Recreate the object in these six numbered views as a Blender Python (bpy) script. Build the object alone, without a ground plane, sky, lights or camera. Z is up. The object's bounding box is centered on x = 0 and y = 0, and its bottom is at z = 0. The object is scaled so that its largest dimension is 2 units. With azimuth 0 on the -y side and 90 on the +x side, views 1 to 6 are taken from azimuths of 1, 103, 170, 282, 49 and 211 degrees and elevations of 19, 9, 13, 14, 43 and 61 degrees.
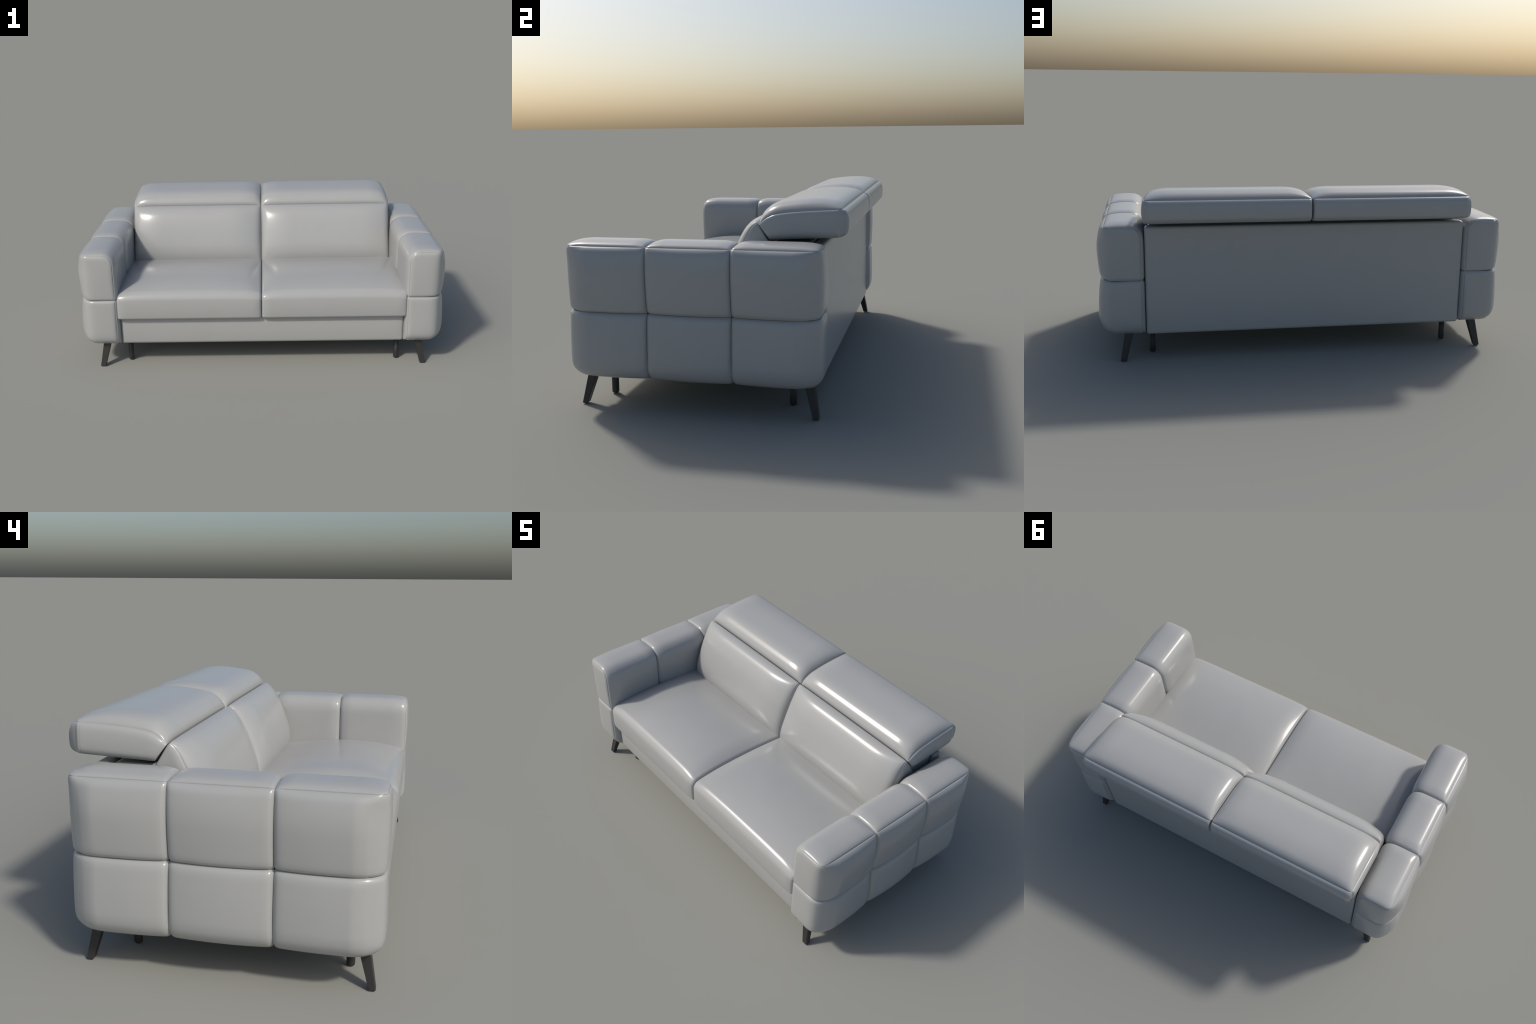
"""Two-seat leather sofa with quilted armrests, adjustable headrests and splayed legs.

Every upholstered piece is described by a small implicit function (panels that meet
with a rounded edge, a stitched groove where two panels are sewn together and a
pillow-like swelling away from the seams).  A box-shaped grid is pulled onto that
surface, which gives a closed, evenly meshed cushion.
"""
import bpy
import math
import numpy as np

# --------------------------------------------------------------------------- scene
for o in list(bpy.data.objects):
    bpy.data.objects.remove(o, do_unlink=True)
COLL = bpy.context.scene.collection


# ----------------------------------------------------------------------- materials
def leather_material():
    m = bpy.data.materials.new("grey_leather")
    m.use_nodes = True
    nt = m.node_tree
    b = nt.nodes["Principled BSDF"]
    tc = nt.nodes.new("ShaderNodeTexCoord")
    n = nt.nodes.new("ShaderNodeTexNoise")
    n.inputs["Scale"].default_value = 9.0
    n.inputs["Detail"].default_value = 4.0
    ramp = nt.nodes.new("ShaderNodeValToRGB")
    ramp.color_ramp.elements[0].position = 0.3
    ramp.color_ramp.elements[1].position = 0.7
    ramp.color_ramp.elements[0].color = (LEATHER[0] * .99, LEATHER[1] * .99, LEATHER[2] * .99, 1)
    ramp.color_ramp.elements[1].color = (LEATHER[0] * 1.01, LEATHER[1] * 1.01, LEATHER[2] * 1.01, 1)
    nt.links.new(tc.outputs["Object"], n.inputs["Vector"])
    nt.links.new(n.outputs["Fac"], ramp.inputs["Fac"])
    nt.links.new(ramp.outputs["Color"], b.inputs["Base Color"])
    b.inputs["Roughness"].default_value = LEATHER_ROUGH
    b.inputs["Specular IOR Level"].default_value = 0.5
    return m


def plain_material(name, col, rough, metallic=0.0):
    m = bpy.data.materials.new(name)
    m.use_nodes = True
    nt = m.node_tree
    b = nt.nodes["Principled BSDF"]
    tc = nt.nodes.new("ShaderNodeTexCoord")
    n = nt.nodes.new("ShaderNodeTexNoise")
    n.inputs["Scale"].default_value = 60.0
    mix = nt.nodes.new("ShaderNodeMix")
    mix.data_type = 'RGBA'
    mix.inputs["A"].default_value = (col[0] * .95, col[1] * .95, col[2] * .95, 1)
    mix.inputs["B"].default_value = (col[0] * 1.05, col[1] * 1.05, col[2] * 1.05, 1)
    nt.links.new(tc.outputs["Object"], n.inputs["Vector"])
    nt.links.new(n.outputs["Fac"], mix.inputs["Factor"])
    nt.links.new(mix.outputs["Result"], b.inputs["Base Color"])
    b.inputs["Roughness"].default_value = rough
    b.inputs["Metallic"].default_value = metallic
    return m


LEATHER = (0.384, 0.389, 0.382)
LEATHER_ROUGH = 0.22
MAT_LEATHER = leather_material()
MAT_LEG = plain_material("dark_lacquer", (0.030, 0.0285, 0.0275), 0.45)
MAT_FRAME = plain_material("black_lining", (0.06, 0.06, 0.062), 0.7)
MAT_STEEL = plain_material("dark_steel", (0.10, 0.10, 0.10), 0.4, 1.0)


# ------------------------------------------------------------------ implicit toolkit
def rmax(a, b, r):
    """intersection of two half-spaces / panels with a rounded edge of radius r"""
    return np.minimum(np.maximum(a, b), -r) + np.hypot(np.maximum(a + r, 0), np.maximum(b + r, 0))


def swell(t, p):
    """0 at a seam, rising steeply and levelling off at 1 once t >= 1"""
    t = np.clip(t, 0, 1)
    return 1 - (1 - t) ** p


def two_stage(d, share, w1, w2, p=2.4):
    """tight roll right at the seam followed by a long gentle rise"""
    return share * swell(d / (1.5 * w1), 3) + (1 - share) * swell(d / w2, p)


def stitch(d, depth, width):
    """narrow V-shaped stitched groove, d = distance measure across the seam"""
    return depth * np.exp(-np.abs(d) / width)


def curve_distance(pts):
    """signed distance to an open 2D curve (positive on its left side); ends run on straight"""
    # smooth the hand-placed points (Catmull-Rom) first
    p = np.array(pts, float)
    ext = np.vstack([2 * p[0] - p[1], p, 2 * p[-1] - p[-2]])
    fine = []
    for i in range(1, len(ext) - 2):
        a, b, c, d = ext[i - 1], ext[i], ext[i + 1], ext[i + 2]
        for t in np.linspace(0, 1, 9)[:-1]:
            fine.append(0.5 * (2 * b + (c - a) * t + (2 * a - 5 * b + 4 * c - d) * t * t
                               + (3 * b - a - 3 * c + d) * t ** 3))
    fine.append(p[-1])
    q = np.array(fine)
    t0 = (q[0] - q[1]) / np.linalg.norm(q[0] - q[1])
    t1 = (q[-1] - q[-2]) / np.linalg.norm(q[-1] - q[-2])
    q = np.vstack([q[0] + t0 * 0.5, q, q[-1] + t1 * 0.5])

    def dist(u, v):
        best = np.full(u.shape, 1e9)
        sign = np.ones(u.shape)
        for a, b in zip(q[:-1], q[1:]):
            e = b - a
            L = e @ e
            w = np.clip(((u - a[0]) * e[0] + (v - a[1]) * e[1]) / L, 0, 1)
            dx = u - a[0] - w * e[0]
            dy = v - a[1] - w * e[1]
            dd = dx * dx + dy * dy
            s = e[0] * dy - e[1] * dx
            m = dd < best - 1e-12
            best = np.where(m, dd, best)
            sign = np.where(m, np.where(s >= 0, 1.0, -1.0), sign)
        return np.sqrt(best) * sign
    return dist


def axis_steps(lo, hi, h, fine=()):
    """grid stations from lo to hi with spacing h, refined near the given values"""
    xs = [lo]
    while xs[-1] < hi:
        x = xs[-1]
        s = h
        for c, w, hf in fine:
            k = min(1.0, max(0.0, (abs(x - c) - w) / (3 * w)))
            s = min(s, hf + (h - hf) * k)
        xs.append(x + s)
    xs = np.array(xs)
    return lo + (xs - lo) * (hi - lo) / (xs[-1] - lo)


def box_grid(X, Y, Z):
    nx, ny, nz = len(X), len(Y), len(Z)
    index, verts, faces = {}, [], []

    def vid(i, j, k):
        key = (i, j, k)
        if key not in index:
            index[key] = len(verts)
            verts.append((X[i], Y[j], Z[k]))
        return index[key]
    for i in range(nx - 1):
        for j in range(ny - 1):
            faces.append((vid(i, j, 0), vid(i, j + 1, 0), vid(i + 1, j + 1, 0), vid(i + 1, j, 0)))
            k = nz - 1
            faces.append((vid(i, j, k), vid(i + 1, j, k), vid(i + 1, j + 1, k), vid(i, j + 1, k)))
    for i in range(nx - 1):
        for k in range(nz - 1):
            faces.append((vid(i, 0, k), vid(i + 1, 0, k), vid(i + 1, 0, k + 1), vid(i, 0, k + 1)))
            j = ny - 1
            faces.append((vid(i, j, k), vid(i, j, k + 1), vid(i + 1, j, k + 1), vid(i + 1, j, k)))
    for j in range(ny - 1):
        for k in range(nz - 1):
            faces.append((vid(0, j, k), vid(0, j, k + 1), vid(0, j + 1, k + 1), vid(0, j + 1, k)))
            i = nx - 1
            faces.append((vid(i, j, k), vid(i, j + 1, k), vid(i, j + 1, k + 1), vid(i, j, k + 1)))
    return np.array(verts), np.array(faces)


def pull_onto(P, f, steps=12):
    e = 4e-4
    P = P.copy()
    for _ in range(steps):
        v = f(P[:, 0], P[:, 1], P[:, 2])
        g = np.stack([f(P[:, 0] + e, P[:, 1], P[:, 2]) - f(P[:, 0] - e, P[:, 1], P[:, 2]),
                      f(P[:, 0], P[:, 1] + e, P[:, 2]) - f(P[:, 0], P[:, 1] - e, P[:, 2]),
                      f(P[:, 0], P[:, 1], P[:, 2] + e) - f(P[:, 0], P[:, 1], P[:, 2] - e)], 1) / (2 * e)
        L2 = np.maximum((g * g).sum(1), 0.3)
        step = np.clip(v / L2, -0.02, 0.02)
        P -= g * step[:, None]
    return P


def add_mesh(name, verts, faces, mat, parent, smooth=True):
    me = bpy.data.meshes.new(name)
    me.from_pydata([tuple(v) for v in verts], [], [tuple(int(i) for i in q) for q in faces])
    me.update()
    me.materials.append(mat)
    me.polygons.foreach_set("use_smooth", [smooth] * len(me.polygons))
    ob = bpy.data.objects.new(name, me)
    COLL.objects.link(ob)
    ob.parent = parent
    return ob


def vertex_normals(P, F):
    a = P[F[:, 2]] - P[F[:, 0]]
    b = P[F[:, 3]] - P[F[:, 1]]
    fn = np.cross(a, b)
    n = np.zeros_like(P)
    for c in range(4):
        np.add.at(n, F[:, c], fn)
    return n / np.maximum(np.linalg.norm(n, axis=1, keepdims=True), 1e-12)


def snap_to_ridge(P, F, f, ridge):
    """slide the nearest vertices onto the line ridge = 0 so that a seam runs along mesh edges"""
    e = 4e-4
    E = np.vstack([F[:, [0, 1]], F[:, [1, 2]], F[:, [2, 3]], F[:, [3, 0]]])
    d = ridge(P[:, 0], P[:, 1], P[:, 2])
    cross = d[E[:, 0]] * d[E[:, 1]] < 0
    a, b = E[cross, 0], E[cross, 1]
    near = np.unique(np.where(np.abs(d[a]) < np.abs(d[b]), a, b))
    Q = P[near]

    def grad(h, q):
        g = [h(*(q + e * u).T) - h(*(q - e * u).T) for u in np.eye(3)]
        return np.stack(g, 1) / (2 * e)
    for _ in range(8):
        gr, gf = grad(ridge, Q), grad(f, Q)
        gf /= np.maximum(np.linalg.norm(gf, axis=1, keepdims=True), 1e-9)
        gr -= gf * (gr * gf).sum(1, keepdims=True)
        L2 = np.maximum((gr * gr).sum(1), 0.1)
        Q = Q - gr * np.clip(ridge(*Q.T) / L2, -.0015, .0015)[:, None] * .8
        Q = pull_onto(Q, f, 2)
    P = P.copy()
    moved = np.linalg.norm(Q - P[near], axis=1)
    ok = moved < .006
    P[near[ok]] = Q[ok]
    return P


def cushion(name, f, X, Y, Z, mat, parents, steps=12, sewn=None, ridge=None):
    """build the piece on the +x side and its mirror image on the -x side;
    sewn(x, y, z) gives how deep the stitching draws the leather in"""
    P, F = box_grid(X, Y, Z)
    P = pull_onto(P, f, steps)
    if ridge:
        P = snap_to_ridge(P, F, f, ridge)
    if sewn:
        P = P - vertex_normals(P, F) * sewn(P[:, 0], P[:, 1], P[:, 2])[:, None]
    a = add_mesh(name, P, F, mat, parents[0])
    if len(parents) > 1:
        M = P * np.array([-1, 1, 1])
        add_mesh(name, M, F[:, ::-1], mat, parents[1])
    return a


def rounded_block(x0, x1, y0, y1, z0, z1, r):
    def f(x, y, z):
        a = rmax(x0 - x, x - x1, r)
        b = rmax(y0 - y, y - y1, r)
        c = rmax(z0 - z, z - z1, r)
        return rmax(rmax(a, b, r), c, r)
    return f


def block_part(name, x0, x1, y0, y1, z0, z1, r, mat, parent, h=0.03):
    fine = lambda lo, hi: [(lo, r, r / 3.5), (hi, r, r / 3.5)]
    return cushion(name, rounded_block(x0, x1, y0, y1, z0, z1, r),
                   axis_steps(x0, x1, h, fine(x0, x1)), axis_steps(y0, y1, h, fine(y0, y1)),
                   axis_steps(z0, z1, h, fine(z0, z1)), mat, [parent])


# ------------------------------------------------------------------------- hierarchy
sofa = bpy.data.objects.new("sofa", None)
COLL.objects.link(sofa)
sofa["label"] = "light grey leather two-seat sofa with quilted arms and headrests"
sofa["category"] = "sofa"

# ------------------------------------------------------------------ base and back shell
def base_form(x, y, z):
    """box under the seat with a softly padded front rail"""
    pad = .006 * np.clip(1 - ((z - .21) / .08) ** 2, 0, 1) * swell((.777 - np.abs(x)) / .04, 2)
    g = rmax(-.496 - pad - y, .127 - z, .016)
    g = rmax(g, rmax(-.777 - x, x - .777, .01), .014)
    return rmax(rmax(g, z - .292, .012), y - .40, .012)


cushion("base", base_form, axis_steps(-.777, .777, .03, [(-.777, .02, .004), (.777, .02, .004)]),
        axis_steps(-.50, .40, .03, [(-.50, .02, .004)]),
        axis_steps(.127, .292, .01, [(.127, .02, .004)]), MAT_LEATHER, [sofa])
block_part("back_panel", -.7765, .7765, .392, .450, .130, .650, .014, MAT_LEATHER, sofa)
back_core = block_part("back_core", -.762, .762, .150, .389, .250, .650, .016, MAT_LEATHER, sofa)

# --------------------------------------------------------------------------- armrests
SEAM_Y = (-.200, .131)      # the two cross seams of each arm
SEAM_Z = .397               # the seam between upper and lower row
ARM_FRONT, ARM_REAR = -.530, .461
ARM_TOP, ARM_BOTTOM = .6515, .129
ARM_IN, ARM_OUT = .7915, .9622


def round_edge(a, b, edge_a, edge_b, sa, sb, r):
    """turn the square edge at (edge_a, edge_b) of a grid into an arc of radius r"""
    ca, cb = edge_a - sa * r, edge_b - sb * r
    u, v = (a - ca) * sa / r, (b - cb) * sb / r
    m = (u > 0) & (v > 0)
    u2 = u * np.sqrt(np.maximum(1 - v * v / 2, 0))
    v2 = v * np.sqrt(np.maximum(1 - u * u / 2, 0))
    return np.where(m, ca + sa * u2 * r, a), np.where(m, cb + sb * v2 * r, b)


def arm_pad(row, col):
    """one quilted pad: inner/top wrap and outer wrap (side, front or rear, underside) sewn
    together along a piped line, puffed up between the seams to the neighbouring pads"""
    gap = .0002
    y0 = (ARM_FRONT, SEAM_Y[0] + gap, SEAM_Y[1] + gap)[col]
    y1 = (SEAM_Y[0] - gap, SEAM_Y[1] - gap, ARM_REAR)[col]
    z0, z1 = (ARM_BOTTOM, SEAM_Z - gap) if row == 0 else (SEAM_Z + gap, ARM_TOP)
    X = axis_steps(ARM_IN, ARM_OUT, .006, [(ARM_IN, .012, .0017), (ARM_OUT, .012, .0017)])
    Y = axis_steps(y0, y1, .006, [(y0, .012, .0017), (y1, .012, .0017)])
    Z = axis_steps(z0, z1, .006, [(z0, .012, .0017), (z1, .012, .0017)])
    P, F = box_grid(X, Y, Z)
    x, y, z = P.T.copy()
    far = np.full(x.shape, 9.0)
    e = 1e-7
    d_in, d_out = x - ARM_IN, ARM_OUT - x
    d_front = y - y0 if col == 0 else far
    d_rear = y1 - y if col == 2 else far
    d_top = z1 - z if row else far
    d_under = far if row else z - z0
    seam_y = np.minimum(y - y0 if col else far, y1 - y if col < 2 else far)
    seam_z = z - z0 if row else z1 - z
    wrap_in = (d_in < e) | (d_top < e)
    end = (d_front < e) | (d_rear < e)
    wrap_out = (d_out < e) | end | (d_under < e)

    # ---- rounded block
    Q = P.copy()
    if row:
        Q[:, 0], Q[:, 2] = round_edge(Q[:, 0], Q[:, 2], ARM_IN, z1, -1, 1, .056)
    r = .034 + .022 * swell(d_top / .10, 2)
    if row == 0:
        # lower row: outer side, end face and underside share one big soft corner
        R = .054
        ex = np.maximum(Q[:, 0] - (ARM_OUT - R), 0)
        ez = np.maximum(z0 + R - Q[:, 2], 0)
        sgn = (-1, 0, 1)[col]
        cy = (y0 + R, 0, y1 - R)[col]
        ey = np.maximum((Q[:, 1] - cy) * sgn, 0)
        a2, b2, c2 = (ex / R) ** 2, (ey / R) ** 2, (ez / R) ** 2
        ball = lambda p, q: np.sqrt(np.maximum(1 - p / 2 - q / 2 + p * q / 3, 0))
        Q[:, 0] += ex * (ball(b2, c2) - 1)
        Q[:, 1] += sgn * ey * (ball(a2, c2) - 1)
        Q[:, 2] -= ez * (ball(a2, b2) - 1)
        Q[:, 0], Q[:, 2] = round_edge(Q[:, 0], Q[:, 2], ARM_IN, z0, -1, -1, .010)
    elif col == 0:
        Q[:, 0], Q[:, 1] = round_edge(Q[:, 0], Q[:, 1], ARM_OUT, y0, 1, -1, r)
    elif col == 2:
        Q[:, 0], Q[:, 1] = round_edge(Q[:, 0], Q[:, 1], ARM_OUT, y1, 1, 1, r)

    # soften the start of the roundings; piped line stays, seam edges only slide along themselves
    fixed = wrap_in & wrap_out | ~(wrap_in | wrap_out)
    edge = (seam_y < e) | (seam_z < e)
    E = np.vstack([F[:, [0, 1]], F[:, [1, 2]], F[:, [2, 3]], F[:, [3, 0]]])
    vis = wrap_in | wrap_out
    E = E[vis[E].all(1)]
    a, b = E.T
    use = ~edge[a] | edge[b]
    a, b = a[use], b[use]
    loose = ~fixed & ~((seam_y < e) & (seam_z < e))
    span = np.linalg.norm(Q[a] - Q[b], axis=1, keepdims=True)
    wgt = 1 / np.maximum(span, 1e-5)
    total = np.zeros((len(x), 1))
    np.add.at(total, a, wgt)
    for _ in range(45):
        mean = np.zeros_like(Q)
        np.add.at(mean, a, Q[b] * wgt)
        mean /= np.maximum(total, 1e-9)
        Q[loose] += .5 * (mean - Q)[loose]

    # ---- how far each wrap puffs out
    sz = .30 * swell(seam_z / .036, 2.3) + .70 * swell(seam_z / .19, 2.1)
    sy = .30 * swell(seam_y / .036, 2.3) + .70 * swell(seam_y / .168, 2.1)
    ends = np.minimum(d_front, d_rear)
    sy = sy * (.55 + .45 * swell((ends + .02) / .18, 2.0))
    below_top = two_stage(d_top, .45, .022, .13, 2)
    on_face = .010 * (.25 + .75 * sz)
    out_side = .019 * (sy + sz)
    if row == 0:
        out_side = out_side * (.35 + .65 * swell(d_under / .09, 2))
        on_face = on_face * (.2 + .8 * swell(d_under / .09, 2))
    # the side runs into the front / rear face round the upright corner
    b = np.clip(ends / .10, 0, 1)
    blend = np.where(end, 0.0, b * b * (3 - 2 * b))
    puff_out = (on_face + (out_side - on_face) * blend) * below_top
    puff_out = np.where(end, puff_out * two_stage(d_in, .65, .02, .09, 2), puff_out)
    puff_out = np.where(d_under < e, .002 * swell(seam_y / .05, 2), puff_out)
    puff_in = ((.007 + .011 * swell(seam_y / .06, 2.2)) * two_stage(d_out, .28, .022, .085, 2.3)
               * two_stage(d_front, .40, .022, .09, 2.2) * two_stage(d_rear, .40, .022, .09, 2.2))
    puff = np.where(wrap_in & ~wrap_out, puff_in, np.where(wrap_out & ~wrap_in, puff_out, 0.0))
    # valley at the seams between the pads
    puff = puff - .0072 * (1 - swell(seam_y / .017, 2.6)) - .0072 * (1 - swell(seam_z / .017, 2.6))
    # piped line between the two wraps
    pipe_in = np.minimum(np.minimum(d_out, d_front), d_rear)
    pipe_out = np.where(end, np.minimum(d_in, d_top), d_top)
    pipe = np.where(wrap_in & wrap_out, 0.0, np.where(wrap_in, pipe_in, pipe_out))
    puff = puff - stitch(pipe, .0050, .0027)
    puff = np.where(wrap_in | wrap_out, puff, 0.0)

    # ---- push along the normals of the visible faces only (not of the faces inside the seams)
    inside = np.zeros(len(F), bool)
    hidden_v = ((np.abs(y - y0) < e) if col else np.zeros(len(x), bool),
                (np.abs(y - y1) < e) if col < 2 else np.zeros(len(x), bool), seam_z < e)
    for h in hidden_v:
        inside |= h[F].all(1)
    N = vertex_normals(Q, F[~inside])
    Q = Q + N * puff[:, None]
    # keep the faces inside the seams well behind the visible edge
    buried = ~(wrap_in | wrap_out)
    mid = np.array([(ARM_IN + ARM_OUT) / 2, (y0 + y1) / 2, (z0 + z1) / 2])
    shrunk = mid + (Q - mid) * .86
    for h, ax in zip(hidden_v, (1, 1, 2)):
        m = buried & h
        keep = Q[m, ax].copy()
        Q[m] = shrunk[m]
        Q[m, ax] = keep
    return Q, F


arms = []
for side in (1, -1):
    # the wooden frame inside the arm, dark lining seen at most in the depth of a seam
    f = rounded_block(.80, .935, -.49, .43, .15, .63, .03)
    xs = axis_steps(.80, .935, .02)
    P, F = box_grid(xs, axis_steps(-.49, .43, .03), axis_steps(.15, .63, .03))
    P = pull_onto(P, f)
    if side < 0:
        P = P * np.array([-1, 1, 1])
        F = F[:, ::-1]
    arms.append(add_mesh("armrest", P, F, MAT_FRAME, sofa))
for row in (0, 1):
    for col in (0, 1, 2):
        P, F = arm_pad(row, col)
        add_mesh("arm_pad", P, F, MAT_LEATHER, arms[0])
        add_mesh("arm_pad", P * np.array([-1, 1, 1]), F[:, ::-1], MAT_LEATHER, arms[1])

# ---------------------------------------------------------------------- seat cushions
SEAT_Y = np.array([-.60, -.53, -.46, -.39, -.30, -.20, -.055, .045, .13, .2])
SEAT_Z = np.array([.417, .428, .443, .452, .456, .455, .446, .434, .415, .39])


def smooth_curve(x, xs, ys):
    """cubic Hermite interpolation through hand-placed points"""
    m = np.gradient(ys, xs)
    i = np.clip(np.searchsorted(xs, x) - 1, 0, len(xs) - 2)
    h = xs[i + 1] - xs[i]
    t = np.clip((x - xs[i]) / h, 0, 1)
    return ((2 * t ** 3 - 3 * t ** 2 + 1) * ys[i] + (t ** 3 - 2 * t ** 2 + t) * h * m[i]
            + (-2 * t ** 3 + 3 * t ** 2) * ys[i + 1] + (t ** 3 - t ** 2) * h * m[i + 1])


def seat_form(x, y, z):
    dx = np.minimum(x - .001, .787 - x)
    ridge = smooth_curve(y, SEAT_Y, SEAT_Z)
    edge = .405 + .60 * (ridge - .405)
    dome = .021 * swell(dx / .32, 2.0) * np.clip(1 - ((y + .27) / .31) ** 2, 0, 1) ** 1.5
    top = edge + (ridge - edge) * swell((dx + .004) / .11, 2.4) + dome
    front = -.526 - .009 * swell(dx / .05, 2) * np.clip(1 - ((z - .35) / .085) ** 2, 0, 1) - y
    g = rmax(z - top, front, .033)
    g = rmax(g, rmax(.001 - x, x - .787, .01), .014)
    return rmax(rmax(g, y - .14, .02), .284 - z, .012)


cushion("seat_cushion", seat_form,
        axis_steps(.001, .787, .009, [(.001, .04, .0035), (.787, .04, .0035)]),
        axis_steps(-.531, .14, .010, [(-.525, .04, .0035)]),
        axis_steps(.284, .470, .007, [(.284, .02, .003), (.42, .04, .004)]),
        MAT_LEATHER, [sofa, sofa])

# ------------------------------------------------------------------ backrest cushions
BACK_FACE = curve_distance([(.192, .7245), (.180, .727), (.166, .714), (.152, .690), (.135, .652),
                            (.099, .565), (.069, .490), (.058, .440), (.053, .360), (.051, .300)])


def slope_plane(a, b):
    """plane through two (y, z) points, positive on the left side going from a to b"""
    ty, tz = b[0] - a[0], b[1] - a[1]
    L = math.hypot(ty, tz)
    ny, nz = -tz / L, ty / L
    return lambda y, z: (y - a[0]) * ny + (z - a[1]) * nz


BACK_REAR = slope_plane((.234, .650), (.1935, .718))


def back_panels(x, y, z):
    w0 = rmax(.001 - x, x - .773, .01)
    u = -BACK_REAR(y, z)
    t0 = -BACK_FACE(y, z)
    c = two_stage(.003 - w0, .36, .035, .20, 2.4) * swell((.004 - u) / .19, 3.0) * swell((z - .385) / .23, 2.2)
    c = .049 * c
    return t0 - c, w0 - .003 * swell(-t0 / .03, 2), u


def back_form(x, y, z):
    T, W, u = back_panels(x, y, z)
    g = rmax(rmax(T, W, .006), u, .008)
    return rmax(g, .30 - z, .01)


def back_sewn(x, y, z):
    T, W, u = back_panels(x, y, z)
    return (stitch(T - W, .0024, .0028) + .0025 * np.exp(-((T - W) / .012) ** 2)) * np.clip(-u / .01, 0, 1)


cushion("backrest_cushion", back_form,
        axis_steps(.001, .775, .009, [(.001, .03, .0028), (.773, .03, .002)]),
        axis_steps(.02, .30, .0032),
        axis_steps(.30, .735, .0045, [(.70, .03, .0028)]),
        MAT_LEATHER, [sofa, sofa], 16, back_sewn,
        ridge=lambda x, y, z: back_panels(x, y, z)[0] - back_panels(x, y, z)[1])

# -------------------------------------------------------------------------- headrests
# The headrest is a bent box: the top panel follows a profile from the front seam over the
# front roll to the rear piping, then all panels are inflated away from their seams.
HEAD_PROFILE = [(.1935, .7215), (.2005, .7315), (.210, .7405), (.229, .7520), (.262, .7640),
                (.336, .7740), (.420, .7800), (.515, .7850)]
HEAD_UNDER = ((.2365, .6640), (.515, .6780))
HEAD_END = .772


def resample(pts, n=400):
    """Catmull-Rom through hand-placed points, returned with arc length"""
    p = np.array(pts, float)
    ext = np.vstack([2 * p[0] - p[1], p, 2 * p[-1] - p[-2]])
    t = np.linspace(0, len(p) - 1 - 1e-9, n)
    i = t.astype(int)
    t = (t - i)[:, None]
    a, b, c, d = ext[i], ext[i + 1], ext[i + 2], ext[i + 3]
    q = 0.5 * (2 * b + (c - a) * t + (2 * a - 5 * b + 4 * c - d) * t * t + (3 * b - a - 3 * c + d) * t ** 3)
    arc = np.concatenate([[0], np.cumsum(np.linalg.norm(np.diff(q, axis=0), axis=1))])
    return q, arc


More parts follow.
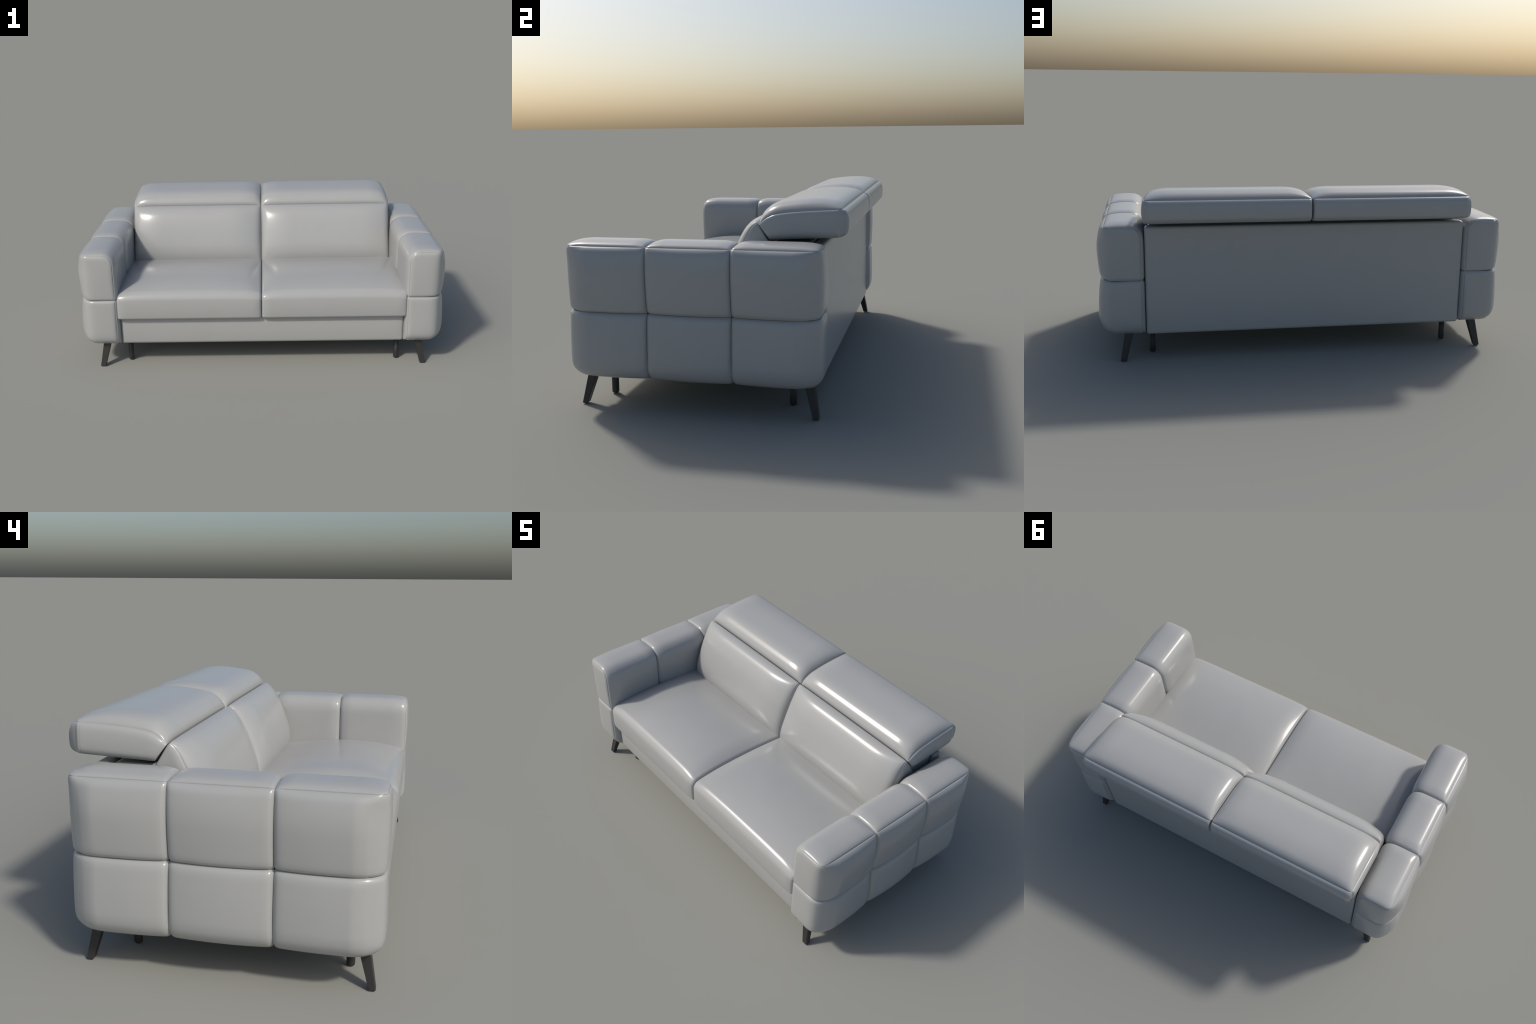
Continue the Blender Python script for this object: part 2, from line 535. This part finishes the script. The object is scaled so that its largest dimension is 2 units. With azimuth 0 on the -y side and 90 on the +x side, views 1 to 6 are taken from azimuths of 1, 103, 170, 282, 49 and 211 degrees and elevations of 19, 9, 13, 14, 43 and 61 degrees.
def headrest_shape():
    prof, arc = resample(HEAD_PROFILE)
    length = arc[-1]
    tang = np.gradient(prof, arc, axis=0)
    norm = np.stack([-tang[:, 1], tang[:, 0]], 1)
    norm /= np.linalg.norm(norm, axis=1, keepdims=True)
    U = axis_steps(.001, HEAD_END, .009, [(.001, .02, .0018), (HEAD_END, .02, .0016)])
    V = axis_steps(0, length, .006, [(0, .02, .0018), (length, .02, .0016)])
    W = axis_steps(0, 1, .05, [(0, .12, .025), (1, .10, .018)])
    P, F = box_grid(U, V, W)
    x, v, w = P.T.copy()
    lerp = lambda a: np.stack([np.interp(v, arc, a[:, 0]), np.interp(v, arc, a[:, 1])], 1)
    top, n = lerp(prof), lerp(norm)
    k = (v / length)[:, None]
    under = np.array(HEAD_UNDER[0]) * (1 - k) + np.array(HEAD_UNDER[1]) * k
    yz = under * (1 - w[:, None]) + top * w[:, None]
    height = np.linalg.norm(top - under, axis=1)
    d_top, d_under = (1 - w) * height, w * height
    d_end, d_mid, d_rear, d_front = HEAD_END - x, x - .001, length - v, v
    on_top, on_under = w > 1 - 1e-9, w < 1e-9
    on_end, on_mid = d_end < 1e-9, d_mid < 1e-9
    on_rear, on_front = d_rear < 1e-9, d_front < 1e-9
    Q = np.stack([x, yz[:, 0], yz[:, 1]], 1)

    # round the two upright rear corners (square to circle)
    for xe, sgn, r in ((HEAD_END, 1, .022), (.001, -1, .016)):
        Q[:, 0], Q[:, 1] = round_edge(Q[:, 0], Q[:, 1], xe, .515, sgn, 1, r)

    # swelling of the panels
    rise = (two_stage(d_end, .34, .030, .125, 2.6) * two_stage(d_mid, .34, .030, .125, 2.6)
            * two_stage(d_rear, .35, .030, .15) * two_stage(d_front, .25, .030, .11, 2.6))
    rise = np.where(on_top, .0390 * rise, 0)
    Q[:, 1:] += n * rise[:, None]
    rear = two_stage(d_top, .45, .02, .05, 2) * two_stage(d_under, .7, .02, .05, 2)
    Q[:, 1] += np.where(on_rear, .0235 * rear, 0)
    end = two_stage(d_top, .5, .02, .06, 2) * two_stage(d_under, .7, .02, .05, 2) * swell((d_front + .012) / .05, 2)
    corner = np.clip((Q[:, 1] - .493) / .022, 0, 1)
    Q[:, 0] += np.where(on_end, .0140 * end * (1 - .5 * corner), 0)
    belly = swell(d_front / .04, 2) * swell(d_rear / .03, 2) * swell(d_end / .03, 2) * swell(d_mid / .03, 2)
    Q[:, 2] -= np.where(on_under, .004 * belly, 0)

    # stitched rim, upright stitches at the ends and the thin seam along the lower edge
    N = vertex_normals(Q, F)
    rim = np.where(on_top, np.minimum(np.minimum(d_end, d_mid), d_rear),
                   np.where(on_end | on_mid | on_rear, d_top, 1.0))
    draw = stitch(rim, .0042, .0028) * swell((d_front + .003) / .012, 2)
    draw += np.where(on_end, stitch(Q[:, 1] - .492, .0014, .0018) * swell(d_top / .01, 2), 0)
    low = np.where(on_under, np.minimum(np.minimum(d_end, d_mid), d_rear), np.where(on_front, 1.0, d_under))
    draw += np.where(on_top, 0, stitch(low, .0016, .0022))
    return Q - N * draw[:, None], F


HP, HF = headrest_shape()
add_mesh("headrest", HP, HF, MAT_LEATHER, sofa)
add_mesh("headrest", HP * np.array([-1, 1, 1]), HF[:, ::-1], MAT_LEATHER, sofa)

# hinge arms that carry the headrests, hidden in the gap above the back
for x in (.20, .58):
    for s in (1, -1):
        block_part("headrest_hinge", s * x - .015, s * x + .015, .30, .335, .640, .690, .004,
                   MAT_STEEL, sofa, .02)


# -------------------------------------------------------------------------------- legs
def corner_leg(sx, top_y, bottom_y):
    """tapered square leg splayed towards the corner of the sofa"""
    top_x, bottom_x = (.841, .881), (.873, .902)
    rings = []
    levels = [(0.0, .0025), (.0025, 0.0), (.150, 0.0), (.152, .002)]
    bev = .002
    for z, inset in levels:
        t = z / .125
        xa, xb = (bottom_x[i] + (top_x[i] - bottom_x[i]) * t for i in (0, 1))
        ya, yb = (bottom_y[i] + (top_y[i] - bottom_y[i]) * t for i in (0, 1))
        xa, xb, ya, yb = xa + inset, xb - inset, ya + inset, yb - inset
        rings.append([(xa + bev, ya, z), (xb - bev, ya, z), (xb, ya + bev, z), (xb, yb - bev, z),
                      (xb - bev, yb, z), (xa + bev, yb, z), (xa, yb - bev, z), (xa, ya + bev, z)])
    verts = [(sx * x, y, z) for r in rings for x, y, z in r]
    faces = []
    for k in range(len(rings) - 1):
        for i in range(8):
            j = (i + 1) % 8
            faces.append((k * 8 + i, k * 8 + j, k * 8 + 8 + j, k * 8 + 8 + i))
    faces.append(tuple(range(7, -1, -1)))
    n = (len(rings) - 1) * 8
    faces.append(tuple(range(n, n + 8)))
    if sx < 0:
        faces = [q[::-1] for q in faces]
    add_mesh("corner_leg", verts, faces, MAT_LEG, sofa, smooth=False)


for sx in (1, -1):
    corner_leg(sx, (-.492, -.456), (-.515, -.493))
    corner_leg(sx, (.391, .427), (.425, .448))


def support_post(x, y):
    R = .0147
    prof = [(R * .62, 0.0), (R * .86, .0012), (R * .97, .004), (R, .008), (R, .145)]
    n = 32
    verts, faces = [], []
    for r, z in prof:
        for i in range(n):
            a = 2 * math.pi * i / n
            verts.append((x + r * math.cos(a), y + r * math.sin(a), z))
    for k in range(len(prof) - 1):
        for i in range(n):
            j = (i + 1) % n
            faces.append((k * n + i, k * n + j, k * n + n + j, k * n + n + i))
    faces.append(tuple(range(n - 1, -1, -1)))
    faces.append(tuple(range((len(prof) - 1) * n, len(prof) * n)))
    add_mesh("support_post", verts, faces, MAT_LEG, sofa)


for x, y in ((.751, -.437), (-.743, -.422), (.750, .321), (-.744, .322)):
    support_post(x, y)
